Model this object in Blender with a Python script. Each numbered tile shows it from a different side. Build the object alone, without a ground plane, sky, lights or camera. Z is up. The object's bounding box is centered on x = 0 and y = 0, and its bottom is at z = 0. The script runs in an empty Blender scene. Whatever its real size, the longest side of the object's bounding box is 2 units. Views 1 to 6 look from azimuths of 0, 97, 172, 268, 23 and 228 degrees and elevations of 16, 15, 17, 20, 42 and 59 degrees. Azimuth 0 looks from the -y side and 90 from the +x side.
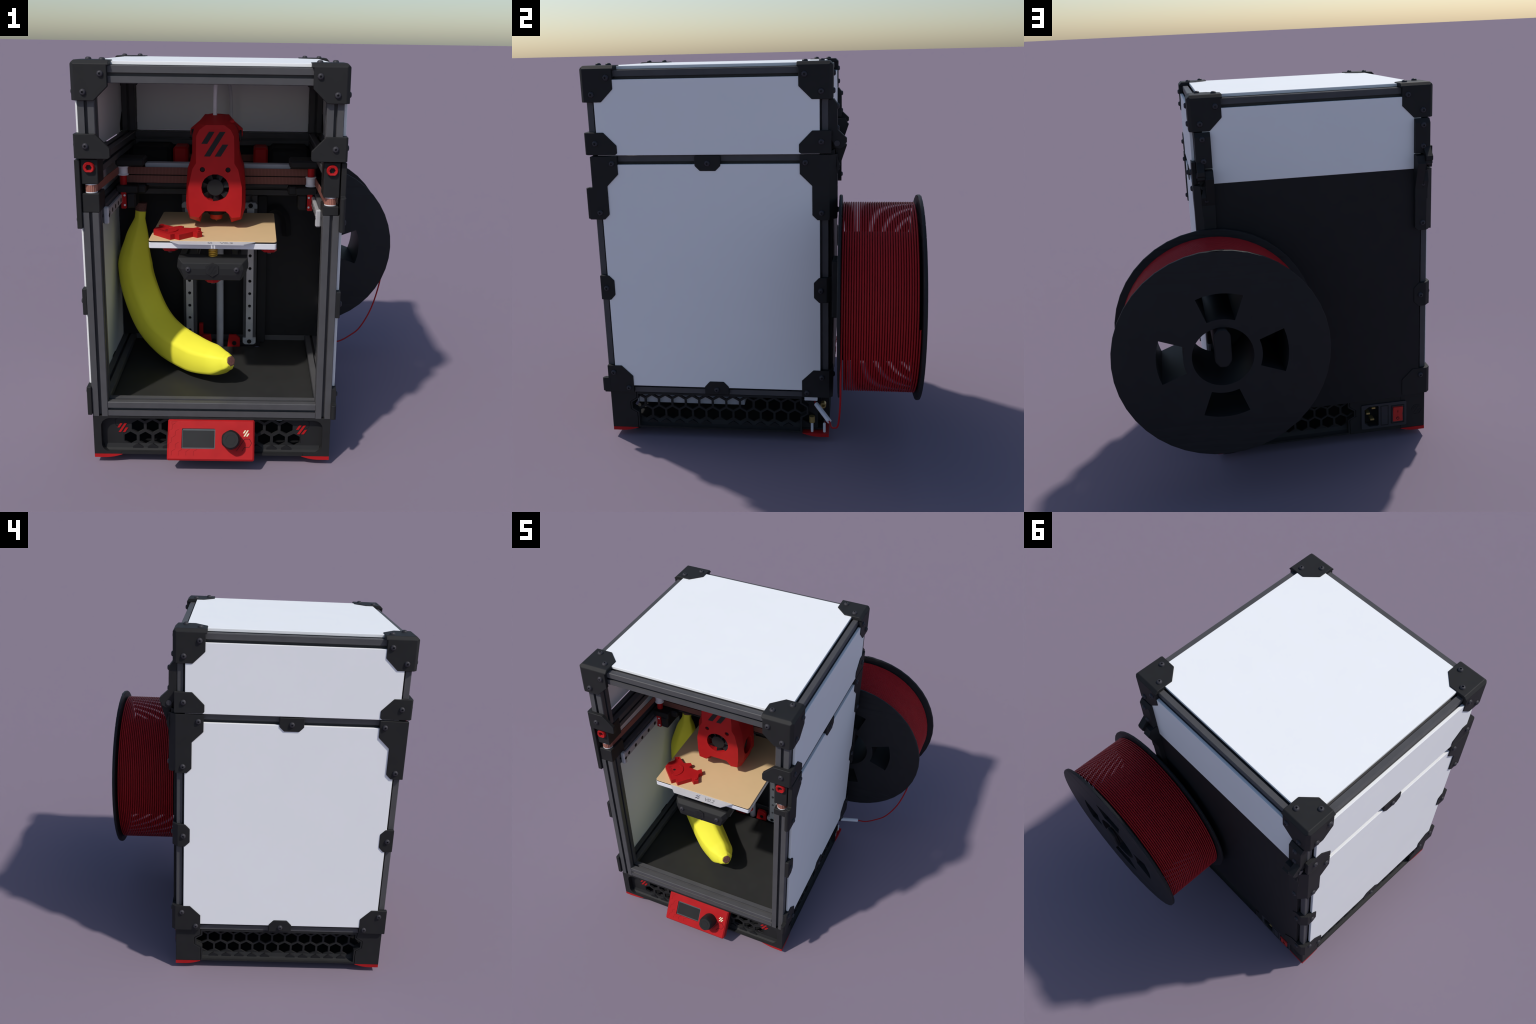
# Desktop 3D printer with a top hat enclosure, a filament spool on the back,
# a banana in the build chamber and a printed part on the bed.
import bpy, bmesh, math, random
from mathutils import Vector, Matrix

random.seed(7)
PI = math.pi
SC = bpy.context.scene.collection

# ------------------------------------------------------------------ sizes
X0, X1 = -0.8185, 0.3730          # outer faces of the extrusion frame
Y0, Y1 = -0.7600, 0.4300
CX, CY = (X0 + X1) / 2, (Y0 + Y1) / 2
ZB, ZM, ZT = 0.262, 1.553, 1.968  # frame bottom, top of main frame, top of hat
EX = 0.0776                       # extrusion width
T = 0.0218                        # printed bracket thickness
PI_IN = 0.042                     # panel inset from the frame edge


# ------------------------------------------------------------------ materials
def material(name, rgb, rough=0.5, metal=0.0, vary=0.06, scale=14.0, bump=0.0,
             bump_scale=220.0, spec=0.2, coat=0.0):
    m = bpy.data.materials.new(name)
    m.use_nodes = True
    nt = m.node_tree
    b = nt.nodes['Principled BSDF']
    b.inputs['Roughness'].default_value = rough
    b.inputs['Metallic'].default_value = metal
    b.inputs['Specular IOR Level'].default_value = spec
    b.inputs['Coat Weight'].default_value = coat
    tc = nt.nodes.new('ShaderNodeTexCoord')
    nz = nt.nodes.new('ShaderNodeTexNoise')
    nz.inputs['Scale'].default_value = scale
    nz.inputs['Detail'].default_value = 4
    nt.links.new(tc.outputs['Object'], nz.inputs['Vector'])
    rp = nt.nodes.new('ShaderNodeValToRGB')
    lo = [c * (1 - vary) for c in rgb]
    hi = [min(1, c * (1 + vary)) for c in rgb]
    rp.color_ramp.elements[0].position = 0.3
    rp.color_ramp.elements[1].position = 0.7
    rp.color_ramp.elements[0].color = (*lo, 1)
    rp.color_ramp.elements[1].color = (*hi, 1)
    nt.links.new(nz.outputs['Fac'], rp.inputs['Fac'])
    nt.links.new(rp.outputs['Color'], b.inputs['Base Color'])
    if bump:
        n2 = nt.nodes.new('ShaderNodeTexNoise')
        n2.inputs['Scale'].default_value = bump_scale
        nt.links.new(tc.outputs['Object'], n2.inputs['Vector'])
        bp = nt.nodes.new('ShaderNodeBump')
        bp.inputs['Strength'].default_value = bump
        bp.inputs['Distance'].default_value = 0.002
        nt.links.new(n2.outputs['Fac'], bp.inputs['Height'])
        nt.links.new(bp.outputs['Normal'], b.inputs['Normal'])
    return m


def belt_material(name, rgb, axis, pitch):
    """Toothed belt: fine dark bands across the running direction."""
    m = material(name, rgb, 0.7, vary=0.05)
    nt = m.node_tree
    b = nt.nodes['Principled BSDF']
    tc = nt.nodes.new('ShaderNodeTexCoord')
    wv = nt.nodes.new('ShaderNodeTexWave')
    wv.wave_type = 'BANDS'
    wv.bands_direction = axis
    wv.inputs['Scale'].default_value = 2 * PI / (20 * pitch)
    nt.links.new(tc.outputs['Object'], wv.inputs['Vector'])
    rp = nt.nodes.new('ShaderNodeValToRGB')
    rp.color_ramp.elements[0].position = 0.1
    rp.color_ramp.elements[1].position = 0.45
    rp.color_ramp.elements[0].color = (rgb[0] * .66, rgb[1] * .66, rgb[2] * .66, 1)
    rp.color_ramp.elements[1].color = (*rgb, 1)
    nt.links.new(wv.outputs['Fac'], rp.inputs['Fac'])
    nt.links.new(rp.outputs['Color'], b.inputs['Base Color'])
    return m


BLACK = material('black_printed_plastic', (0.0195, 0.0195, 0.0200), 0.6, bump=0.06)
BLACK2 = material('black_panel', (0.0165, 0.0165, 0.018), 0.6)
DARK = material('dark_interior', (0.010, 0.010, 0.011), 0.7)
FLOOR = material('black_deck', (0.030, 0.030, 0.029), 0.55)
ALU = material('grey_anodised_aluminium', (0.080, 0.079, 0.083), 0.5)
SLOT = ALU
WHITE = material('white_acrylic', (0.93, 0.935, 0.935), 0.45, vary=0.008, scale=4)
RED = material('red_printed_plastic', (0.43, 0.0125, 0.0145), 0.5, bump=0.05, spec=0.15)
REDF = material('red_filament', (0.38, 0.0105, 0.0150), 0.5)
SPOOLB = material('black_spool_plastic', (0.018, 0.0185, 0.0205), 0.55)
SCREWM = material('black_oxide_steel', (0.045, 0.043, 0.050), 0.45, metal=0.0)
STEEL = material('steel_rail', (0.52, 0.52, 0.53), 0.35, metal=0.2)
SILVER = material('bright_aluminium', (0.80, 0.80, 0.83), 0.35)
PTFE = material('white_plastic', (0.74, 0.74, 0.78), 0.4)
TAN = material('textured_build_sheet', (0.74, 0.525, 0.285), 0.6, vary=0.012, bump=0.1, bump_scale=500)
TABM = material('sheet_steel_tab', (0.60, 0.60, 0.62), 0.45)
BELT = belt_material('brown_belt', (0.19, 0.078, 0.062), 'X', 0.0075)
BELTY = belt_material('brown_belt_side', (0.26, 0.10, 0.08), 'Y', 0.0075)
COPPER = material('brown_belt_loop', (0.36, 0.15, 0.11), 0.5)
BRASS = material('brass', (0.50, 0.36, 0.13), 0.35, metal=0.6)
GOLD = material('gold_spring', (0.62, 0.36, 0.05), 0.35, metal=0.5)
SCREEN = material('dark_glass_screen', (0.024, 0.024, 0.024), 0.4)
SCREENR = material('screen_rim', (0.09, 0.10, 0.105), 0.4)
CREAM = material('cream_plastic', (0.85, 0.83, 0.55), 0.5)
SWITCHR = material('red_rocker', (0.50, 0.030, 0.024), 0.4)
INK = material('black_ink', (0.012, 0.010, 0.011), 0.6)
REDLINE = material('engraved_red', (0.27, 0.008, 0.010), 0.6)
SOCK = material('orange_silicone', (0.42, 0.030, 0.014), 0.5)
YELLOW = material('banana_peel', (1.0, 0.93, 0.065), 0.55, vary=0.015, scale=5)
STEM = material('banana_stem', (0.17, 0.075, 0.062), 0.7, vary=0.25, scale=120, bump=0.5, bump_scale=160)
PSU = material('galvanised_steel', (0.40, 0.42, 0.45), 0.4)


# ------------------------------------------------------------------ mesh tools
def obj_from_bm(name, bm, mat, parent=None, smooth=28, kind=None):
    bmesh.ops.recalc_face_normals(bm, faces=bm.faces)
    me = bpy.data.meshes.new(name)
    bm.to_mesh(me)
    bm.free()
    return obj_from_me(name, me, mat, parent, smooth, kind)


def obj_from_me(name, me, mat, parent=None, smooth=35, kind=None):
    me.materials.clear()
    me.materials.append(mat)
    me.shade_smooth()
    me.set_sharp_from_angle(angle=math.radians(smooth))
    ob = bpy.data.objects.new(name, me)
    SC.objects.link(ob)
    if parent is not None:
        ob.parent = parent
    if kind:
        ob['kind'] = kind
    return ob


def empty(name, loc, label=None, category=None, parent=None):
    ob = bpy.data.objects.new(name, None)
    ob.location = loc
    SC.objects.link(ob)
    if parent is not None:
        ob.parent = parent
    if label:
        ob['label'] = label
        ob['category'] = category
    return ob


def keep_world(ob, parent):
    """Parent without moving (parents sit at their own location, unrotated)."""
    ob.parent = parent
    ob.matrix_parent_inverse = Matrix.Translation(-parent.location)


def bevel(bm, w, ang=30, seg=1):
    if w <= 0:
        return bm
    bm.normal_update()
    ed = [e for e in bm.edges if len(e.link_faces) == 2 and
          e.calc_face_angle(0) > math.radians(ang)]
    bmesh.ops.bevel(bm, geom=ed, offset=w, segments=seg, affect='EDGES', profile=0.5,
                    clamp_overlap=True)
    return bm


def to3(axis, p, h):
    if axis == 'x':
        return (h, p[0], p[1])
    if axis == 'y':
        return (p[0], h, p[1])
    return (p[0], p[1], h)


def prism_bm(pts, axis, lo, hi, bm=None):
    """Straight prism of a 2D outline along an axis."""
    bm = bm or bmesh.new()
    a = [bm.verts.new(to3(axis, p, lo)) for p in pts]
    b = [bm.verts.new(to3(axis, p, hi)) for p in pts]
    n = len(pts)
    bm.faces.new(a)
    bm.faces.new(b[::-1])
    for i in range(n):
        bm.faces.new((a[i], b[i], b[(i + 1) % n], a[(i + 1) % n]))
    bmesh.ops.recalc_face_normals(bm, faces=bm.faces)
    return bm


def box_bm(lo, hi, bm=None):
    return prism_bm([(lo[0], lo[1]), (hi[0], lo[1]), (hi[0], hi[1]), (lo[0], hi[1])],
                    'z', lo[2], hi[2], bm)


def box(name, lo, hi, mat, parent, bev=0.0025, kind=None):
    return obj_from_bm(name, bevel(box_bm(lo, hi), bev), mat, parent, kind=kind)


def prism(name, pts, axis, lo, hi, mat, parent, bev=0.0025, kind=None):
    return obj_from_bm(name, bevel(prism_bm(pts, axis, lo, hi), bev), mat, parent, kind=kind)


def loft_bm(rings, close_ends=True, bm=None, cyclic=True):
    bm = bm or bmesh.new()
    vs = [[bm.verts.new(p) for p in r] for r in rings]
    n = len(rings[0])
    for i in range(len(vs) - 1):
        for j in range(n if cyclic else n - 1):
            k = (j + 1) % n
            bm.faces.new((vs[i][j], vs[i][k], vs[i + 1][k], vs[i + 1][j]))
    if close_ends:
        bm.faces.new(vs[0][::-1])
        bm.faces.new(vs[-1])
    return bm


def frame_of(d):
    d = Vector(d).normalized()
    up = Vector((0, 0, 1)) if abs(d.z) < 0.9 else Vector((1, 0, 0))
    a = d.cross(up).normalized()
    return a, d.cross(a).normalized(), d


def revolve_bm(profile, origin, direction, seg=32, bm=None, rad=None):
    """profile: list of (radius, height). rad(i, angle, r) may reshape rings."""
    a, b, d = frame_of(direction)
    o = Vector(origin)
    rings = []
    for i, (r, h) in enumerate(profile):
        ring = []
        for k in range(seg):
            t = 2 * PI * k / seg
            rr = rad(i, t, r) if rad else r
            ring.append(o + d * h + (a * math.cos(t) + b * math.sin(t)) * rr)
        rings.append(ring)
    return loft_bm(rings, True, bm)


def cyl_bm(p0, p1, r, seg=28, bm=None):
    p0, p1 = Vector(p0), Vector(p1)
    return revolve_bm([(r, 0), (r, (p1 - p0).length)], p0, p1 - p0, seg, bm)


def cyl(name, p0, p1, r, mat, parent, seg=28, bev=0.0, kind=None):
    return obj_from_bm(name, bevel(cyl_bm(p0, p1, r, seg), bev, 60), mat, parent, kind=kind)


def catmull(pts, n=10):
    P = [Vector(p) for p in pts]
    P = [P[0] * 2 - P[1]] + P + [P[-1] * 2 - P[-2]]
    out = []
    for i in range(1, len(P) - 2):
        for k in range(n):
            t = k / n
            a, b, c, d = P[i - 1], P[i], P[i + 1], P[i + 2]
            out.append(0.5 * ((2 * b) + (c - a) * t + (2 * a - 5 * b + 4 * c - d) * t * t +
                              (3 * b - a - 3 * c + d) * t ** 3))
    out.append(P[-2].copy())
    return out


def sweep_bm(path, r, seg=10, bm=None, shape=None, closed_ends=True):
    """Tube along a path with rotation-minimising frames."""
    path = [Vector(p) for p in path]
    n = len(path)
    tang = [(path[min(i + 1, n - 1)] - path[max(i - 1, 0)]).normalized() for i in range(n)]
    a, b, _ = frame_of(tang[0])
    rings = []
    for i in range(n):
        if i:
            a = (a - tang[i] * a.dot(tang[i])).normalized()
            b = tang[i].cross(a)
        rr = r(i / (n - 1)) if callable(r) else r
        ring = []
        for k in range(seg):
            t = 2 * PI * k / seg
            q = rr * (shape(t) if shape else 1)
            ring.append(path[i] + (a * math.cos(t) + b * math.sin(t)) * q)
        rings.append(ring)
    return loft_bm(rings, closed_ends, bm)


def tube(name, path, r, mat, parent, seg=10, kind=None):
    return obj_from_bm(name, sweep_bm(path, r, seg), mat, parent, 60, kind)


def plate_me(outer, holes, axis, lo, hi):
    """Flat plate with holes: a filled 2D curve given depth, turned into a mesh."""
    cu = bpy.data.curves.new('outline', 'CURVE')
    cu.dimensions = '2D'
    cu.fill_mode = 'BOTH'
    cu.extrude = abs(hi - lo) / 2
    for loop in [outer] + list(holes):
        s = cu.splines.new('POLY')
        s.points.add(len(loop) - 1)
        for p, q in zip(s.points, loop):
            p.co = (q[0], q[1], 0, 1)
        s.use_cyclic_u = True
    ob = bpy.data.objects.new('outline', cu)
    SC.objects.link(ob)
    dg = bpy.context.evaluated_depsgraph_get()
    me = bpy.data.meshes.new_from_object(ob.evaluated_get(dg))
    bpy.data.objects.remove(ob)
    bpy.data.curves.remove(cu)
    mid = (lo + hi) / 2
    bm = bmesh.new()
    bm.from_mesh(me)
    bpy.data.meshes.remove(me)
    bmesh.ops.remove_doubles(bm, verts=bm.verts, dist=1e-5)
    for v in bm.verts:
        v.co = to3(axis, (v.co.x, v.co.y), mid + v.co.z)
    bmesh.ops.recalc_face_normals(bm, faces=bm.faces)
    return bm


def plate(name, outer, holes, axis, lo, hi, mat, parent, kind=None):
    return obj_from_bm(name, plate_me(outer, holes, axis, lo, hi), mat, parent, kind=kind)


def bool_bm(bm_a, bm_b, op):
    obs = []
    for bm in (bm_a, bm_b):
        bmesh.ops.recalc_face_normals(bm, faces=bm.faces)
        me = bpy.data.meshes.new('tmp')
        bm.to_mesh(me)
        bm.free()
        o = bpy.data.objects.new('tmp', me)
        SC.objects.link(o)
        obs.append(o)
    md = obs[0].modifiers.new('b', 'BOOLEAN')
    md.object = obs[1]
    md.operation = op
    md.solver = 'EXACT'
    dg = bpy.context.evaluated_depsgraph_get()
    me = bpy.data.meshes.new_from_object(obs[0].evaluated_get(dg))
    out = bmesh.new()
    out.from_mesh(me)
    bpy.data.meshes.remove(me)
    for o in obs:
        m = o.data
        bpy.data.objects.remove(o)
        bpy.data.meshes.remove(m)
    bmesh.ops.remove_doubles(out, verts=out.verts, dist=1e-6)
    bmesh.ops.dissolve_limit(out, angle_limit=math.radians(1), verts=out.verts, edges=out.edges)
    return out


def cut_plane(bm, co, no):
    """Slice off what lies beyond a plane and cap the cut."""
    r = bmesh.ops.bisect_plane(bm, geom=bm.verts[:] + bm.edges[:] + bm.faces[:], plane_co=co,
                               plane_no=no, clear_outer=True, dist=1e-6)
    ed = [e for e in r['geom_cut'] if isinstance(e, bmesh.types.BMEdge)]
    bmesh.ops.holes_fill(bm, edges=ed)
    bmesh.ops.recalc_face_normals(bm, faces=bm.faces)
    return bm


def mapped(bm, fn, flip):
    for v in bm.verts:
        v.co = fn(v.co)
    if flip:
        bmesh.ops.reverse_faces(bm, faces=bm.faces)
    return bm


def hexagon(c, r, rot=30, zmax=None, zmin=None):
    p = [(c[0] + r * math.cos(math.radians(rot + 60 * k)),
          c[1] + r * math.sin(math.radians(rot + 60 * k))) for k in range(6)]
    # clip in the second coordinate
    for lim, sgn in ((zmax, 1), (zmin, -1)):
        if lim is None:
            continue
        q = []
        for i in range(len(p)):
            a, b = p[i], p[(i + 1) % len(p)]
            ia, ib = sgn * (lim - a[1]) >= 0, sgn * (lim - b[1]) >= 0
            if ia:
                q.append(a)
            if ia != ib:
                t = (lim - a[1]) / (b[1] - a[1])
                q.append((a[0] + (b[0] - a[0]) * t, lim))
        p = q
        if len(p) < 3:
            return None
    return p


def rounded_rect(x0, z0, x1, z1, r, n=6):
    out = []
    for cx, cz, a0 in ((x1 - r, z0 + r, -90), (x1 - r, z1 - r, 0), (x0 + r, z1 - r, 90), (x0 + r, z0 + r, 180)):
        for k in range(n + 1):
            t = math.radians(a0 + 90 * k / n)
            out.append((cx + r * math.cos(t), cz + r * math.sin(t)))
    return out


def circle(c, r, n=24, a0=0):
    return [(c[0] + r * math.cos(a0 + 2 * PI * k / n), c[1] + r * math.sin(a0 + 2 * PI * k / n)) for k in range(n)]


# ------------------------------------------------------------------ top level
printer = empty('desktop_3d_printer', (CX, CY, 0),
                'compact enclosed 3D printer, black frame, white panels, red accents', '3D printer')
spool = empty('filament_spool', (0.3325, 0.68, 0.82),
              'black plastic spool wound with dark red filament', 'filament spool')
banana = empty('banana', (-0.278, -0.40, 0.336), 'yellow banana leaning in the printer chamber', 'banana')

_children = []


def add(ob, parent=None):
    keep_world(ob, parent or printer)
    return ob


# ------------------------------------------------------------------ screws
def screw_mesh(R=0.0146, H=0.0104, hexr=0.0058):
    def rad(i, t, r):
        if i < 4:
            return r
        k = (t % (PI / 3)) - PI / 6
        return r * math.cos(PI / 6) / math.cos(k)
    prof = [(R, -0.002), (R, 0.003), (R * .82, H * .75), (R * .55, H * .98),
            (hexr, H), (hexr * .98, H * .3)]
    bm = revolve_bm(prof, (0, 0, 0), (0, 0, 1), 24, None, rad)
    bmesh.ops.recalc_face_normals(bm, faces=bm.faces)
    me = bpy.data.meshes.new('button_screw')
    bm.to_mesh(me)
    bm.free()
    me.materials.append(SCREWM)
    me.shade_smooth()
    me.set_sharp_from_angle(angle=math.radians(40))
    return me


SCREW = screw_mesh()


def screw(pos, normal, parent, s=1.0):
    ob = bpy.data.objects.new('screw', SCREW)
    SC.objects.link(ob)
    q = Vector((0, 0, 1)).rotation_difference(Vector(normal))
    w = Matrix.Translation(pos) @ q.to_matrix().to_4x4() @ Matrix.Scale(s, 4)
    ob.parent = parent
    ob.matrix_parent_inverse = Matrix.Identity(4)
    ob.matrix_basis = w
    return ob


# ------------------------------------------------------------------ extrusions
def slot_profile():
    h, s, lip, w, dep, w2, ch = EX / 2, 0.0078, 0.007, 0.0165, 0.021, 0.0095, 0.003
    side = [(-h + ch, -h), (-s, -h), (-s, -h + lip), (-w, -h + lip), (-w, -h + lip + .003), (-w2, -h + dep),
            (w2, -h + dep), (w, -h + lip + .003), (w, -h + lip), (s, -h + lip), (s, -h), (h - ch, -h)]
    pts = []
    for k in range(4):
        c, sn = round(math.cos(k * PI / 2)), round(math.sin(k * PI / 2))
        pts += [(x * c - y * sn, x * sn + y * c) for x, y in side]
    return pts


PROFILE = slot_profile()


def extrusion(axis, lo, hi, c1, c2, parent=None):
    """T-slot bar along an axis; c1, c2 are the centre in the other two axes."""
    pts = [(p[0] + c1, p[1] + c2) for p in PROFILE]
    return add(obj_from_bm('aluminium_extrusion', prism_bm(pts, axis, lo, hi), ALU), parent)


h = EX / 2
g = 0.0008
xs, ys = (X0 + h, X1 - h), (Y0 + h, Y1 - h)
for x in xs:
    extrusion('z', ZB, 1.3045, x, ys[0])
    extrusion('z', ZB, ZM - 0.001, x, ys[1])
    for y in ys:
        extrusion('z', ZM + 0.004, ZT, x, y)
    for zc in (ZB + h, ZM - h, ZT - h):
        extrusion('y', Y0 + EX + g, Y1 - EX - g, x, zc)
    extrusion('y', Y0 + EX + g, Y1 - EX - g, x, 1.270)       # carries the Y rail
for y in ys:
    for zc in (ZB + h, ZT - h):
        extrusion('x', X0 + EX + g, X1 - EX - g, y, zc)
extrusion('x', X0 + EX + g, X1 - EX - g, ys[1], ZM - h)
ZX = (-0.400, -0.045)
for x in ZX:
    extrusion('z', .312, 1.229, x, 0.066 + h)
extrusion('x', X0 + EX + g, X1 - EX - g, 0.066 + h, 1.270)
extrusion('x', X0 + EX + g, X1 - EX - g, 0.150 + h, ZB + h)


# ------------------------------------------------------------------ panels
o = 0.0015
pt = 0.0172
py0, py1 = Y0 + PI_IN, Y1 - PI_IN
px0, px1 = X0 + PI_IN, X1 - PI_IN
for xa, xb in ((X0 - pt, X0 - o), (X1 + o, X1 + pt)):
    add(box('side_panel', (xa, py0, 0.309), (xb, py1, 1.508), WHITE, None, 0.0012))
    add(box('hat_side_panel', (xa, py0, ZM + 0.002), (xb, py1, 1.922), WHITE, None, 0.0012))
add(box('hat_rear_panel', (px0, Y1 + o, ZM + 0.002), (px1, Y1 + pt, 1.922), WHITE, None, 0.0012))
add(box('top_panel', (px0, py0, ZT + o), (px1, py1, ZT + pt), WHITE, None, 0.0012))
add(box('rear_panel', (px0, Y1 + o, 0.258), (px1, Y1 + pt, ZM), BLACK2, None, 0.0012))
xi0, xi1 = X0 + EX + .001, X1 - EX - .001
yi0, yi1 = Y0 + EX + .001, Y1 - EX - .001
add(prism('deck_panel', [(xi0, yi0), (xi1, yi0), (xi1, .1485), (0.02, .1485), (0.02, 0.035), (-0.47, 0.035),
                         (-0.47, .1485), (xi0, .1485)], 'z', 0.298, 0.310, FLOOR, None, 0.001))
add(box('inner_rear_wall', (X0 + .004, .1515, .3405), (X1 - .004, .162, 1.312), BLACK2, None, .001))
add(box('base_panel', (X0 + .03, Y0 + .07, 0.058), (X1 - .03, Y1 - .03, 0.066), DARK, None, 0.001))


# ------------------------------------------------------------------ brackets
def corner_map(sx, sy):
    """(inward from x edge, inward from y edge, z) -> world."""
    ox, oy = (X0 if sx < 0 else X1), (Y0 if sy < 0 else Y1)
    fn = lambda c: Vector((ox - sx * c.x, oy - sy * c.y, c.z))
    return fn, (sx * sy) < 0


def bracket(name, sx, sy, solids, chamfers=(), bev=0.0022, screws=(), early=()):
    """solids: (axis, outline, lo, hi) in corner coordinates, united."""
    bm = prism_bm(solids[0][1], solids[0][0], solids[0][2], solids[0][3])
    for k, s in enumerate(solids[1:]):
        if k == 1:
            for co, no in early:
                cut_plane(bm, co, no)
        bm = bool_bm(bm, prism_bm(s[1], s[0], s[2], s[3]), 'UNION')
    for co, no in chamfers:
        cut_plane(bm, co, no)
    bevel(bm, bev)
    fn, flip = corner_map(sx, sy)
    mapped(bm, fn, flip)
    ob = obj_from_bm(name, bm, BLACK, smooth=12)
    add(ob)
    for p, n in screws:
        w = fn(Vector(p))
        nn = Vector((-sx * n[0], -sy * n[1], n[2]))
        screw(w - Vector((CX, CY, 0)) * 0, nn, ob)
    return ob


tt = ZT + T
c = 0.0165
for sx in (-1, 1):
    for sy in (-1, 1):
        face = [(-T, 1.815), (.079, 1.815), (.142, 1.877), (.142, tt), (-T, tt)]
        top = [(-T, -T), (.150, -T), (.150, .085), (.085, .150), (-T, .150)]
        bracket('hat_corner_bracket', sx, sy,
                [('y', face, -T, 0.0), ('x', face, -T, 0.0), ('z', top, ZT, tt)],
                [((-T + c, -T, 0), (-1, -1, 0)), ((-T + c, 0, tt), (-1, 0, 1)), ((0, -T + c, tt), (0, -1, 1))],
                screws=[((.113, -T, ZT - .036), (0, -1, 0)), ((.034, -T, 1.852), (0, -1, 0)),
                        ((-T, .113, ZT - .036), (-1, 0, 0)), ((-T, .034, 1.852), (-1, 0, 0)),
                        ((.113, .036, tt), (0, 0, 1)), ((.036, .113, tt), (0, 0, 1))])
        mid = [(-T, 1.567), (-T + .01, 1.557), (.132, 1.557), (.142, 1.565), (.142, 1.603), (.078, 1.668), (-T, 1.668)]
        if sy < 0:
            bracket('hat_clamp', sx, sy, [('y', mid, -T, 0.0), ('x', mid, -T, 0.0)],
                    [((-T + .008, -T, 0), (-1, -1, 0))],
                    screws=[((.034, -T, 1.614), (0, -1, 0)), ((-T, .034, 1.614), (-1, 0, 0))])
        else:
            mid2 = [(max(p[0], -.014), p[1]) for p in mid]
            bracket('hat_clamp', sx, sy, [('x', mid2, -T, 0.0)], screws=[((-T, .034, 1.614), (-1, 0, 0))])
        # bottom corner clamps
        bot = [(0.001, .272), (.139, .272), (.139, .365), (.079, .424), (0.001, .424)]
        if sy < 0:
            sol = [('x', bot if sx > 0 else [(-.011 if p[0] < .01 else p[0], p[1]) for p in bot], -T, 0.0)]
            if sx > 0:
                sol.append(('x', [(-.022, .270), (.01, .270), (.01, .352), (-.022, .352)], -T - .001, .001))
            bracket('panel_corner_clamp', sx, sy, sol,
                    screws=[((-T, .034, .386), (-1, 0, 0)), ((-T, .113, .298), (-1, 0, 0))])
        else:
            bot2 = [(-T, .282), (-T + .01, .272), (.139, .272), (.139, .365), (.079, .424), (-T, .424)]
            bracket('panel_corner_clamp', sx, sy, [('x', bot2, -T, 0.0), ('y', bot2, -T, 0.0)],
                    [((-T, -.003, 0), (-1, -1, 0))],
                    screws=[((-T, .034, .386), (-1, 0, 0)), ((-T, .113, .298), (-1, 0, 0)),
                            ((.034, -T, .386), (0, -1, 0))])
        # long upper clamps on the sides
        if sy < 0:
            lug = -.022 if sx > 0 else -.011
            lng = [(0.001, 1.550), (0.001, 1.394), (lug, 1.394), (lug, 1.229), (.054, 1.229), (.079, 1.254),
                   (.079, 1.400), (.139, 1.459), (.139, 1.550)]
            if sx < 0:
                lng = [(-.011, 1.550)] + [p for i, p in enumerate(lng) if i not in (0, 1, 2)]
            bracket('long_panel_clamp', sx, sy, [('x', lng, -T - .002, 0.0)],
                    screws=[((-T - .002, .112, 1.5145), (-1, 0, 0)), ((-T - .002, .033, 1.265), (-1, 0, 0))])
        else:
            lng = [(-.006, 1.551), (-.006, 1.229), (.054, 1.229), (.079, 1.254),
                   (.079, 1.400), (.139, 1.459), (.139, 1.551)]
            rear = [(-T + .002, 1.551), (-T + .002, 1.245), (.000, 1.231), (.060, 1.231), (.078, 1.248), (.078, 1.551)]
            knuckle = [(-.0015, 1.40), (-.043, 1.40), (-.043, 1.453), (-.061, 1.511), (-.088, 1.590), (-.078, 1.600),
                       (-.066, 1.628), (-.012, 1.631), (-.0015, 1.60)]
            outer = [(-.0015, 1.40), (-.043, 1.40), (-.043, 1.453), (-.056, 1.495), (-.03, 1.575), (-.0015, 1.56)]
            bracket('hinge_base', sx, sy, [('x', lng, -T, 0.0), ('y', rear, -.043, -.0015),
                                           ('x', knuckle, .038, .079), ('x', outer, .012, .037)],
                    [], early=[((.018, -.043, 0), (-.036, -.038, 0))],
                    screws=[((-T, .112, 1.5145), (-1, 0, 0)), ((-T, .033, 1.265), (-1, 0, 0)),
                            ((.038, -.041, 1.481), (0, -1, 0)), ((.038, -.041, 1.272), (0, -1, 0))])
            leaf = [(-.0015, 1.637), (-.0015, 1.812), (-.026, 1.812), (-.042, 1.790), (-.043, 1.637)]
            arm = [(-.0015, 1.637), (-.0015, 1.70), (-.043, 1.70), (-.043, 1.670), (-.088, 1.627), (-.088, 1.608),
                   (-.078, 1.602), (-.080, 1.590), (-.055, 1.578), (-.03, 1.585), (-.02, 1.61)]
            hb = bracket('hinge_leaf', sx, sy, [('x', leaf, .001, .079), ('x', arm, .001, .0365)],
                         screws=[((.038, -.041, 1.779), (0, -1, 0)), ((.038, -.041, 1.673), (0, -1, 0))])
            fn, _ = corner_map(sx, sy)
            a, b2 = fn(Vector((-.004, -.041, 1.604))), fn(Vector((.03, -.041, 1.604)))
            pin = cyl('hinge_pin', a, b2, 0.014, SCREWM, None, 20)
            keep_world(pin, hb)
            pin.parent = hb
            pin.matrix_parent_inverse = Matrix.Identity(4)

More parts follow.
